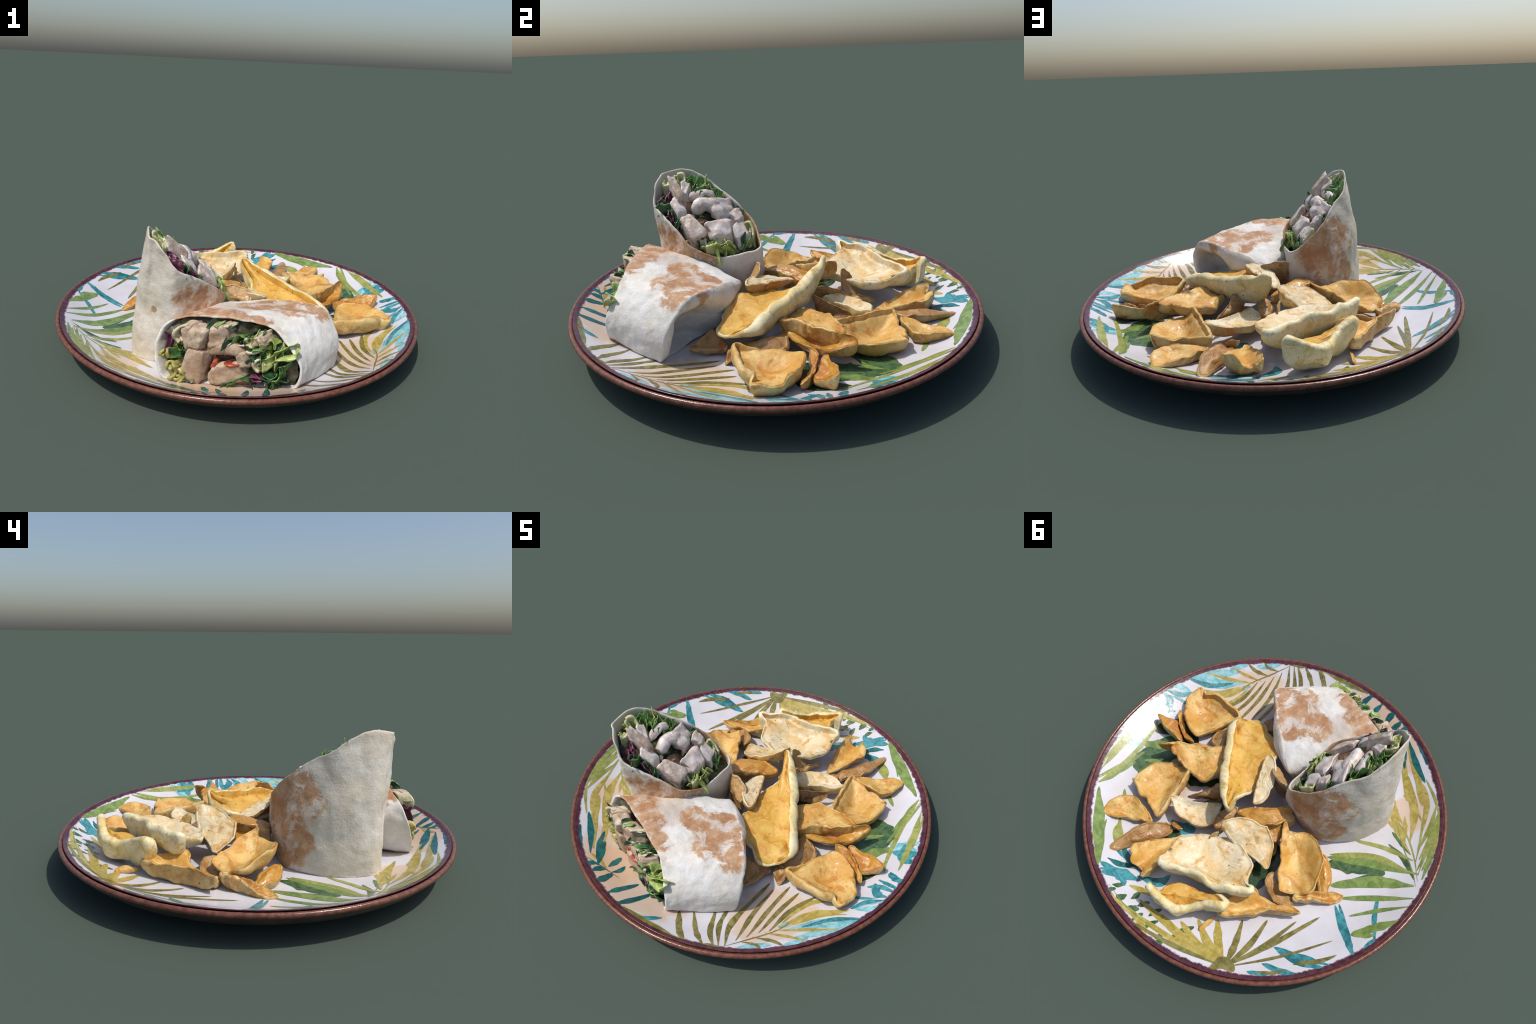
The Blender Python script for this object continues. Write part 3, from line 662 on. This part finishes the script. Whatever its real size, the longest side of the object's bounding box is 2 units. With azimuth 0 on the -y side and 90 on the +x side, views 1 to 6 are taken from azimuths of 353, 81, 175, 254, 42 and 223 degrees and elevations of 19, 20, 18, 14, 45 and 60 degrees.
def chunk(name, mat, parent, centre, frame, size, seed, square=9.0, rough=0.15):
    """Cut piece of meat: rounded block with uneven faces."""
    k = 11
    g = np.linspace(-1, 1, k)
    verts, faces = [], []
    for ax in range(3):
        for sgn in (-1, 1):
            start = len(verts)
            for a in g:
                for b in g:
                    p = [0, 0, 0]
                    p[ax], p[(ax + 1) % 3], p[(ax + 2) % 3] = sgn, a, b
                    p = V(*p)
                    p = p / (np.abs(p) ** square).sum() ** (1 / square)
                    verts.append(p)
            for i in range(k - 1):
                for j in range(k - 1):
                    q = (start + i * k + j, start + (i + 1) * k + j, start + (i + 1) * k + j + 1, start + i * k + j + 1)
                    faces.append(q if sgn > 0 else q[::-1])
    v = np.array(verts)
    v = v + wobble(v, 1.1, rough * 1.5, seed) + wobble(v, 3.0, rough * 0.5, seed + 4)
    taper = 1 + 0.22 * math.sin(seed * 2.3) * v[:, 1:2]
    v[:, :1] *= taper
    v = v * (np.asarray(size) / 2)
    ob = mesh_object(name, place(v, centre, frame), faces, [mat], parent)
    weld(ob)
    return ob

def weld(ob):
    import bmesh
    bm = bmesh.new()
    bm.from_mesh(ob.data)
    bmesh.ops.remove_doubles(bm, verts=bm.verts, dist=1e-5)
    bm.to_mesh(ob.data)
    bm.free()
    ob.data.polygons.foreach_set("use_smooth", np.ones(len(ob.data.polygons), bool))

def sheet(name, mat, parent, centre, frame, fn, nu, nv, thick):
    """Thin two-sided sheet from a function (u, v) -> local point; both skins and the edge are built."""
    u, v = np.meshgrid(np.linspace(0, 1, nu), np.linspace(0, 1, nv), indexing="ij")
    P = fn(u.ravel(), v.ravel()).reshape(nu, nv, 3)
    du = np.gradient(P, axis=0)
    dv = np.gradient(P, axis=1)
    N = np.cross(du, dv)
    N /= np.maximum(np.linalg.norm(N, axis=2), 1e-9)[..., None]
    A, B = (P + N * thick / 2).reshape(-1, 3), (P - N * thick / 2).reshape(-1, 3)
    verts = np.vstack([A, B])
    o = nu * nv
    faces = []
    for i in range(nu - 1):
        for j in range(nv - 1):
            q = (i * nv + j, (i + 1) * nv + j, (i + 1) * nv + j + 1, i * nv + j + 1)
            faces += [q, tuple(o + x for x in q[::-1])]
    border = [i * nv for i in range(nu)] + [(nu - 1) * nv + j for j in range(1, nv)] + [i * nv + nv - 1 for i in range(nu - 2, -1, -1)] + list(range(nv - 2, 0, -1))
    for a, b in zip(border, border[1:] + border[:1]):
        faces.append((b, a, o + a, o + b))
    return mesh_object(name, place(verts, centre, frame), faces, [mat], parent)

def ruffled_leaf(name, mat, parent, centre, frame, w, h, seed, waves=3.0, amp=0.35, thick=0.004):
    """Crumpled lettuce: a sheet standing out of the filling with a frilled outer edge."""
    rg = np.random.default_rng(seed)
    ph = rg.uniform(0, 6.3, 4)
    def fn(u, v):
        x = (u - 0.5) * w
        frill = np.sin(u * waves * 6.3 + ph[0]) * (0.35 + 0.65 * v) + 0.5 * np.sin(u * waves * 12 + ph[1]) * v
        y = frill * h * amp + (v - 0.4) * h * 0.35 * math.cos(ph[2])
        z = (v - 0.75) * h * 0.9 + 0.1 * h * np.sin(u * waves * 9 + ph[3]) * v
        p = np.stack([x + 0.12 * w * np.sin(v * 5 + ph[1]), y, z], -1)
        return p + wobble(p, 40, 0.006, seed)
    return sheet(name, mat, parent, centre, frame, fn, 34, 14, thick)

def curl(name, mat, parent, centre, frame, w, h, seed, turn=3.3, thick=0.010, length=0.08):
    """Cut rib or curled leaf seen end-on: an arc wall standing along the frame normal."""
    rg = np.random.default_rng(seed)
    a0 = rg.uniform(0, 6.3)
    def fn(u, v):
        a = a0 + u * turn
        rad = 0.5 * (1 - 0.3 * u)
        p = np.stack([w * rad * np.cos(a), h * rad * np.sin(a), (v - 0.75) * length + 0.006 * np.sin(a * 3)], -1)
        return p + wobble(p, 30, 0.006, seed)
    return sheet(name, mat, parent, centre, frame, fn, 30, 10, thick)

def kept_inside(a, b, w, h, poly):
    """Pull a piece towards the middle until its corners lie inside the cut outline."""
    c = poly.mean(0)
    ang = np.unwrap(np.arctan2(poly[:, 1] - c[1], poly[:, 0] - c[0]))
    rad = np.hypot(poly[:, 0] - c[0], poly[:, 1] - c[1])
    order = np.argsort(np.mod(ang, 2 * math.pi))
    for _ in range(12):
        worst = 0
        for dx in (-.42, .42):
            for dy in (-.42, .42):
                x, y = a + dx * w - c[0], b + dy * h - c[1]
                lim = np.interp(math.atan2(y, x) % (2 * math.pi), np.mod(ang, 2 * math.pi)[order], rad[order], period=2 * math.pi)
                worst = max(worst, math.hypot(x, y) / lim)
        if worst < 0.96:
            break
        a, b = c[0] + (a - c[0]) * 0.94, c[1] + (b - c[1]) * 0.94
    return a, b

def fill(parent, centre, frame, pieces, seed0, protrude, outline=None, stand=None):
    """Pieces of filling: (kind, along, up, width, height[, proud]) in the plane of the cut."""
    s, t, nn = frame
    stand = nn if stand is None else unit(stand)
    up = lambda fr: (fr[0], fr[1], stand)       # pieces run down along the roll, not across it
    for i, piece in enumerate(pieces):
        kind, a, b, w, h = piece[:5]
        proud = piece[5] if len(piece) > 5 else 0.0
        if outline is not None:
            d = outline - centre
            a, b = kept_inside(a, b, w, h, np.stack([d @ s, d @ t], -1))
        seed = seed0 + i
        rg = np.random.default_rng(seed)
        pos = centre + s * a + t * b + nn * (protrude(a, b) + proud)
        fr = turned(frame, rg.uniform(-0.40, 0.40), rg.uniform(-0.35, 0.35))
        if kind.startswith("chicken") or kind in ("warm", "fibre"):
            mat = (MEAT if i % 3 else MEAT_PALE) if kind == "chicken" else (MEAT_PINK, MEAT_TAN, MEAT_PINK)[i % 3]
            chunk("chicken_piece", mat, parent, pos - stand * 0.022, up(fr), (w * 1.02, h * 0.99, 0.085), seed)
        elif kind == "arc":
            arc_piece(parent, MEAT, pos, frame, w, h, seed)
        elif kind == "warmarc":
            arc_piece(parent, MEAT_PINK, pos, frame, w, h, seed)
        elif kind == "hook":
            hook_piece(parent, MEAT, pos, frame, w, h, seed)
        elif kind == "dark":
            chunk("browned_chicken_piece", MEAT_BROWN, parent, pos - stand * 0.055, up(fr), (w, h, 0.06), seed)
        elif kind in ("leaf", "leafd", "leafl"):
            mat = {"leaf": GREEN, "leafd": DARKGREEN, "leafl": LIGHTGREEN}[kind]
            for j in range(2 if kind == 'leafl' else 3):
                f2 = turned(frame, rg.uniform(-1.4, 1.4), rg.uniform(-0.4, 0.4))
                d = s * rg.uniform(-.3, .3) * w + t * rg.uniform(-.3, .3) * h
                ruffled_leaf("lettuce_leaf", mat if j < 2 else (GREEN if kind != "leafl" else RIB), parent, pos + d, up(f2), max(w, h) * 1.1, max(w, h) * 0.80, seed * 7 + j, 0.75, 0.20, 0.0035)
        elif kind in ("pale", "cream", "yellow"):
            mat = {"pale": RIB, "cream": CREAMY, "yellow": YELLOWLEAF}[kind]
            curl("lettuce_rib", mat, parent, pos, up(turned(frame, 0, rg.uniform(-0.2, 0.2))), w * 1.1, h * 1.1, seed, 2.9, 0.013)
            curl("lettuce_rib", mat, parent, pos - stand * 0.008, up(frame), w * 0.6, h * 0.6, seed + 50, 2.6, 0.012)
            ruffled_leaf("lettuce_leaf", LIGHTGREEN if kind == "pale" else mat, parent, pos - stand * 0.015, up(turned(frame, rg.uniform(-1, 1), 0.2)), w * 1.1, h * 0.8, seed + 70, 0.6, 0.25, 0.006)
        elif kind in ("radicchio", "onion"):
            for j in range(2):
                ruffled_leaf("radicchio_shred", RADICCHIO, parent, pos + s * (j - .5) * 0.018, up(turned(frame, 1.3 + rg.uniform(-.3, .3), 0.2)), h, w * 0.9, seed * 5 + j, 0.6, 0.25, 0.006)
        elif kind == "tomato":
            chunk("tomato_piece", TOMATO, parent, pos - nn * 0.008, fr, (w, h, 0.05), seed, 2.6)

def swept(name, mat, parent, spine, radii, seed, flat=1.0, up=None):
    """Tube of varying radius along a spine, flattened along `up`."""
    n, m = 18, len(spine)
    tan = np.gradient(spine, axis=0)
    verts = []
    for i in range(m):
        t = unit(tan[i])
        b = unit(np.cross(t, up))
        c = np.cross(b, t)
        for k in range(n):
            a = 2 * math.pi * k / n
            x, y = math.cos(a), math.sin(a)
            q = (abs(x) ** 4 + abs(y) ** 4) ** -0.25
            verts.append(spine[i] + (b * x + c * y * flat) * q * radii[i])
    v = np.array(verts)
    v = v + wobble(v, 20, 0.010, seed) + wobble(v, 55, 0.003, seed + 1)
    faces = ring_faces(m, n)
    v = np.vstack([v, spine[0], spine[-1]])
    faces += [(m * n, (i + 1) % n, i) for i in range(n)] + [(m * n + 1, (m - 1) * n + i, (m - 1) * n + (i + 1) % n) for i in range(n)]
    return mesh_object(name, v, faces, [mat], parent)

def arc_piece(parent, mat, pos, frame, w, h, seed):
    s, t, nn = frame
    u = np.linspace(-1, 1, 22)
    spine = np.array([pos + s * x * w * 0.46 + t * (h * 0.45 * (1 - x * x) - h * 0.2) - nn * 0.012 for x in u])
    rad = h * 0.42 * np.sqrt(np.clip(1.06 - u ** 4, 0.05, 1))
    swept("chicken_piece", mat, parent, spine, rad, seed, 1.1, nn)

def hook_piece(parent, mat, pos, frame, w, h, seed):
    s, t, nn = frame
    a = np.linspace(2.9, -0.55, 26)
    spine = np.array([pos + s * math.cos(x) * w * 0.34 + t * (math.sin(x) * h * 0.42 - h * 0.12) - nn * 0.004 for x in a])
    u = np.linspace(-1, 1, 26)
    swept("chicken_piece", mat, parent, spine, 0.034 * np.sqrt(np.clip(1.05 - u ** 6, 0.1, 1)), seed, 1.2, nn)

def crumbs(parent, centre, frame, half_w, half_h, count, seed, mats, sink):
    """Small scraps of filling between the big pieces, joined into one mesh."""
    rg = np.random.default_rng(seed)
    parts = []
    for i in range(count):
        a, r = rg.uniform(0, 6.283), math.sqrt(rg.uniform(0, 1))
        pos = centre + frame[0] * half_w * r * math.cos(a) + frame[1] * half_h * r * math.sin(a) - frame[2] * rg.uniform(sink, sink + 0.03)
        size = rg.uniform(0.012, 0.032, 3) * V(1.2, 1.0, 1.0)
        ob = chunk("filling_scrap", mats[int(rg.integers(len(mats)))], parent, pos, turned(frame, rg.uniform(0, 3), rg.uniform(-1, 1)), size, seed + i, 4.0, 0.3)
        parts.append(ob)
    verts, faces, index = [], [], []
    for ob in parts:                # join the scraps into one mesh with a slot per food
        start = len(verts)
        verts += [tuple(v.co) for v in ob.data.vertices]
        faces += [tuple(start + i for i in p.vertices) for p in ob.data.polygons]
        index += [mats.index(ob.data.materials[0])] * len(ob.data.polygons)
        me = ob.data
        bpy.data.objects.remove(ob)
        bpy.data.meshes.remove(me)
    joined = mesh_object("filling_scraps", verts, faces, mats, parent, index)
    joined["kind"] = "stuff"

# --- standing half: cut end leans towards the potatoes
wrap_a = empty("standing_wrap_half", "upright half of a toasted tortilla chicken wrap", "wrap")
RIM_A = [(-.478, -.386, .706), (-.472, -.498, .698), (-.442, -.523, .684), (-.39, -.560, .63), (-.335, -.565, .562), (-.269, -.527, .511), (-.20, -.474, .456), (-.109, -.389, .381),
         (-.10, -.25, .315), (-.112, -.052, .335), (-.20, -.032, .39), (-.264, -.047, .45), (-.33, -.106, .514), (-.40, -.19, .586), (-.455, -.262, .648)]
BASE_A = [(-.572, -.385, .05), (-.548, -.435, .05), (-.505, -.468, .05), (-.44, -.495, .048), (-.37, -.495, .045), (-.31, -.475, .042), (-.25, -.44, .04), (-.20, -.38, .04),
          (-.145, -.2, .04), (-.118, -.09, .04), (-.18, -.047, .04), (-.27, -.035, .04), (-.37, -.05, .042), (-.46, -.13, .045), (-.535, -.245, .048)]
MID_A = [tuple((np.array(a) + np.array(r)) / 2 + V(dx, dy, 0)) for a, r, dx, dy in zip(BASE_A, RIM_A,
          (-.012, .006, .015, .012, .0, 0, 0, .01, .01, .01, .0, -.005, -.015, -.022, -.020), (.0, .012, .022, .008, -.01, -.018, -.02, -.015, 0, .01, .015, .02, .02, .018, .01))]
skin_a = tortilla_material("tortilla_standing",
    [((-.25, -.02, .34), .12), ((-.36, -.04, .12), .11), ((-.36, -.09, .45), .09), ((-.38, -.06, .26), .08), ((-.17, -.04, .07), .10), ((-.43, -.13, .38), .075), ((-.43, -.10, .20), .06), ((-.28, -.02, .2), .05),
     ((-.20, -.44, .34), .14), ((-.30, -.51, .42), .07), ((-.34, -.49, .26), .05), ((-.10, -.36, .28), .09)],
    [((-.565, -.27, .27), .024, .75), ((-.58, -.40, .25), .020, .7), ((-.46, -.17, .45), .012, .9), ((-.46, -.50, .33), .024, .9)], (0.63, 0.56, 0.45), (0.75, 0.705, 0.63), [((-.30, -.03, .25), .2), ((-.2, -.42, .3), .16)])
ob, (edge, axis) = shell("tortilla", [BASE_A, MID_A, RIM_A], 46, 0.13, skin_a, wrap_a, 0.012, 0.004, 3,
                         cap=lambda q, s: np.column_stack([q[:, :2], np.full(len(q), 0.036)]))
NA = unit(V(.671, .092, .736))
SA = unit(np.cross(V(0, 0, 1), NA))
FRAME_A = (SA, np.cross(NA, SA), NA)
CENTRE_A = V(-.303, -.324, .525)
filling_bed(edge, axis, 0.058, BED, wrap_a, 4)
fill(wrap_a, CENTRE_A, FRAME_A, [
    ('chicken', -.113, .115, .042, .140, .035), ('chicken', -.117, .010, .050, .105, .005), ('chicken', -.061, .114, .042, .085), ('arc', .018, .082, .165, .055),
    ('hook', .024, -.019, .175, .145, .0), ('chicken', .158, -.011, .117, .094), ('chicken', -.075, -.122, .072, .147, .012), ('chicken', .072, -.149, .120, .10, .01),
    ('chicken', .175, -.171, .079, .095, -.008), ('dark', -.012, -.091, .09, .12), ('chicken', .180, -.080, .055, .072, 0), ('dark', .126, -.085, .09, .06), ('dark', -.06, .03, .1, .1)], 100, lambda a, b: .006, edge, -axis)
fill(wrap_a, CENTRE_A, FRAME_A, [
    ('radicchio', -.148, .119, .040, .075), ('radicchio', -.185, .077, .054, .07), ('radicchio', -.155, .005, .03, .09), ('pale', -.088, .205, .072, .08),
    ('pale', -.140, .180, .055, .064), ('leaf', -.015, .205, .07, .07), ('leaf', .019, .152, .090, .08), ('leafl', .055, .165, .072, .066), ('leaf', .079, .112, .072, .075),
    ('leaf', .097, .050, .054, .085), ('leafd', -.169, .023, .036, .08), ('leafd', -.144, -.057, .040, .08), ('leafl', .105, -.220, .105, .08, .008), ('pale', .004, -.213, .077, .069),
    ('leafd', .190, -.258, .068, .055), ('leafl', .040, -.245, .100, .055), ('leafd', .210, -.045, .031, .047), ('pale', .220, -.165, .048, .10), ('leafd', -.026, -.179, .052, .058)], 200, lambda a, b: .0, edge, -axis)

crumbs(wrap_a, CENTRE_A, FRAME_A, .15, .19, 46, 700, [MEAT, MEAT_BROWN, MEAT_PINK, GREEN, LIGHTGREEN, MEAT], .012)

# --- lying half: cut end faces the front of the plate, folded end points at the potatoes
wrap_b = empty("lying_wrap_half", "lying half of a toasted tortilla chicken wrap", "wrap")
CUT_B = [(.19, -.795, .075), (.218, -.808, .15), (.20, -.793, .225), (.152, -.755, .293), (.10, -.722, .345), (-.03, -.685, .370), (-.17, -.645, .376), (-.30, -.612, .362),
         (-.395, -.622, .32), (-.435, -.64, .24), (-.42, -.66, .13), (-.36, -.68, .06), (-.10, -.735, .055), (.08, -.765, .06)]
END_B = [tuple(V(*p) + V(.004, .004, 0.006)) for p in ((.408, -.580, .05), (.442, -.562, .13), (.442, -.546, .205), (.41, -.495, .275), (.365, -.445, .312), (.25, -.345, .30), (.12, -.255, .27), (.0, -.18, .218),
         (-.035, -.19, .17), (-.04, -.21, .12), (-.03, -.22, .08), (.0, -.23, .045), (.15, -.36, .04), (.28, -.47, .042))]
MID_B = [tuple((np.array(a) + np.array(b)) / 2 + V(0, 0, dz)) for a, b, dz in zip(CUT_B, END_B, (0, 0, .006, .006, .0, -.004, .002, .02, .025, .015, .0, 0, 0, 0))]
skin_b = tortilla_material("tortilla_lying",
    [((.15, -.40, .33), .135), ((.26, -.42, .32), .09), ((.32, -.48, .31), .08), ((.22, -.53, .33), .075), ((.05, -.43, .33), .10), ((.13, -.32, .30), .06), ((.30, -.38, .31), .05),
     ((-.22, -.57, .37), .095), ((-.31, -.58, .36), .075), ((-.08, -.63, .38), .08), ((.04, -.67, .36), .06)],
    [((.20, -.66, .28), .028, .6), ((.29, -.66, .20), .022, .6), ((.12, -.70, .30), .04, .25)], (0.72, 0.68, 0.61), (0.82, 0.81, 0.79), [((-.16, -.60, .37), .19), ((.16, -.42, .33), .14)])

def fold(q, s):
    """The folded end bulges towards the potatoes; beside the front corner it tucks in behind a lip and leaves a dark mouth."""
    nn = unit(V(.62, .78, .0))
    along = (q[:, :2] - V(.405, -.560)) @ unit(V(-.40, .38)) / 0.55          # 0 at the front corner, 1 at the far corner
    ramp = lambda x, a, b: np.clip((x - a) / (b - a), 0, 1) ** 2 * (3 - 2 * np.clip((x - a) / (b - a), 0, 1))
    mouth = ramp(along, .02, .11) * (1 - ramp(along, .30, .62)) * (1 - ramp(q[:, 2], .17, .285)) * (1 - s ** 14)
    puff = 0.030 * math.sqrt(1 - s ** 3) + 0.045 * (1 - s ** 2) * ramp(along, .25, .6)
    return q + nn * (puff - 0.13 * mouth)[:, None]

ob, (edge, axis) = shell("tortilla", [END_B, MID_B, CUT_B], 60, 0.14, skin_b, wrap_b, 0.013, 0.003, 8, cap=fold)
NB = unit(V(-.23, -.97, 0))
SB = unit(np.cross(V(0, 0, 1), NB))
FRAME_B = (SB, np.cross(NB, SB), NB)
filling_bed(edge, axis, 0.028, BED, wrap_b, 6)

def slope_b(a, b):
    return 0.010 + max(0, -a - 0.05) * 0.09 + max(0, -b - 0.03) * 0.25

fill(wrap_b, V(-.11, -.715, .2), FRAME_B, [
    ('warm', -.051, .128, .078, .110), ('warm', -.136, .094, .080, .105, .01), ('warm', -.187, .105, .055, .119), ('warm', -.142, -.041, .091, .178, .008), ('warmarc', -.002, .036, .19, .075),
    ('warm', .016, -.066, .126, .102, .004), ('fibre', -.049, -.105, .056, .085), ('warm', .088, .004, .060, .078), ('warm', .203, .140, .052, .046, .01), ('tomato', -.050, -.034, .026, .060, .010),
    ('tomato', .034, -.022, .075, .020, .016), ('dark', .018, -.118, .197, .045)], 300, slope_b, edge, -axis)
fill(wrap_b, V(-.11, -.715, .2), FRAME_B, [
    ('cream', -.245, .120, .085, .094), ('cream', .173, .135, .105, .092), ('cream', .162, -.022, .062, .061), ('leafd', -.079, .170, .069, .033), ('leafd', -.241, .004, .068, .074),
    ('leafd', .052, .120, .092, .109), ('leafd', .108, .066, .077, .111), ('leafd', .240, -.055, .058, .105), ('leafd', .205, -.091, .101, .053), ('leafl', .184, .079, .083, .068),
    ('leafl', .255, .010, .045, .130), ('leafl', .215, .045, .08, .06), ('yellow', -.315, -.080, .053, .099), ('yellow', -.278, -.080, .045, .081), ('yellow', -.210, -.076, .060, .089),
    ('yellow', -.254, -.110, .061, .07), ('yellow', -.289, -.015, .04, .085), ('leafd', -.095, .035, .05, .05, -.01), ('leafd', .065, -.105, .09, .04), ('leafd', -.185, -.115, .06, .05), ('leafl', .12, .10, .06, .06), ('cream', -.005, .155, .05, .04, -.01), ('leafd', .15, .02, .07, .07), ('radicchio', -.275, .060, .036, .087), ('onion', .134, -.078, .070, .026), ('leafd', -.190, .032, .055, .052)], 400, slope_b, edge, -axis)
crumbs(wrap_b, V(-.11, -.715, .205), FRAME_B, .25, .10, 46, 800, [MEAT_PINK, MEAT_BROWN, CREAMY, DARKGREEN, MEAT_PINK, LIGHTGREEN], .012)
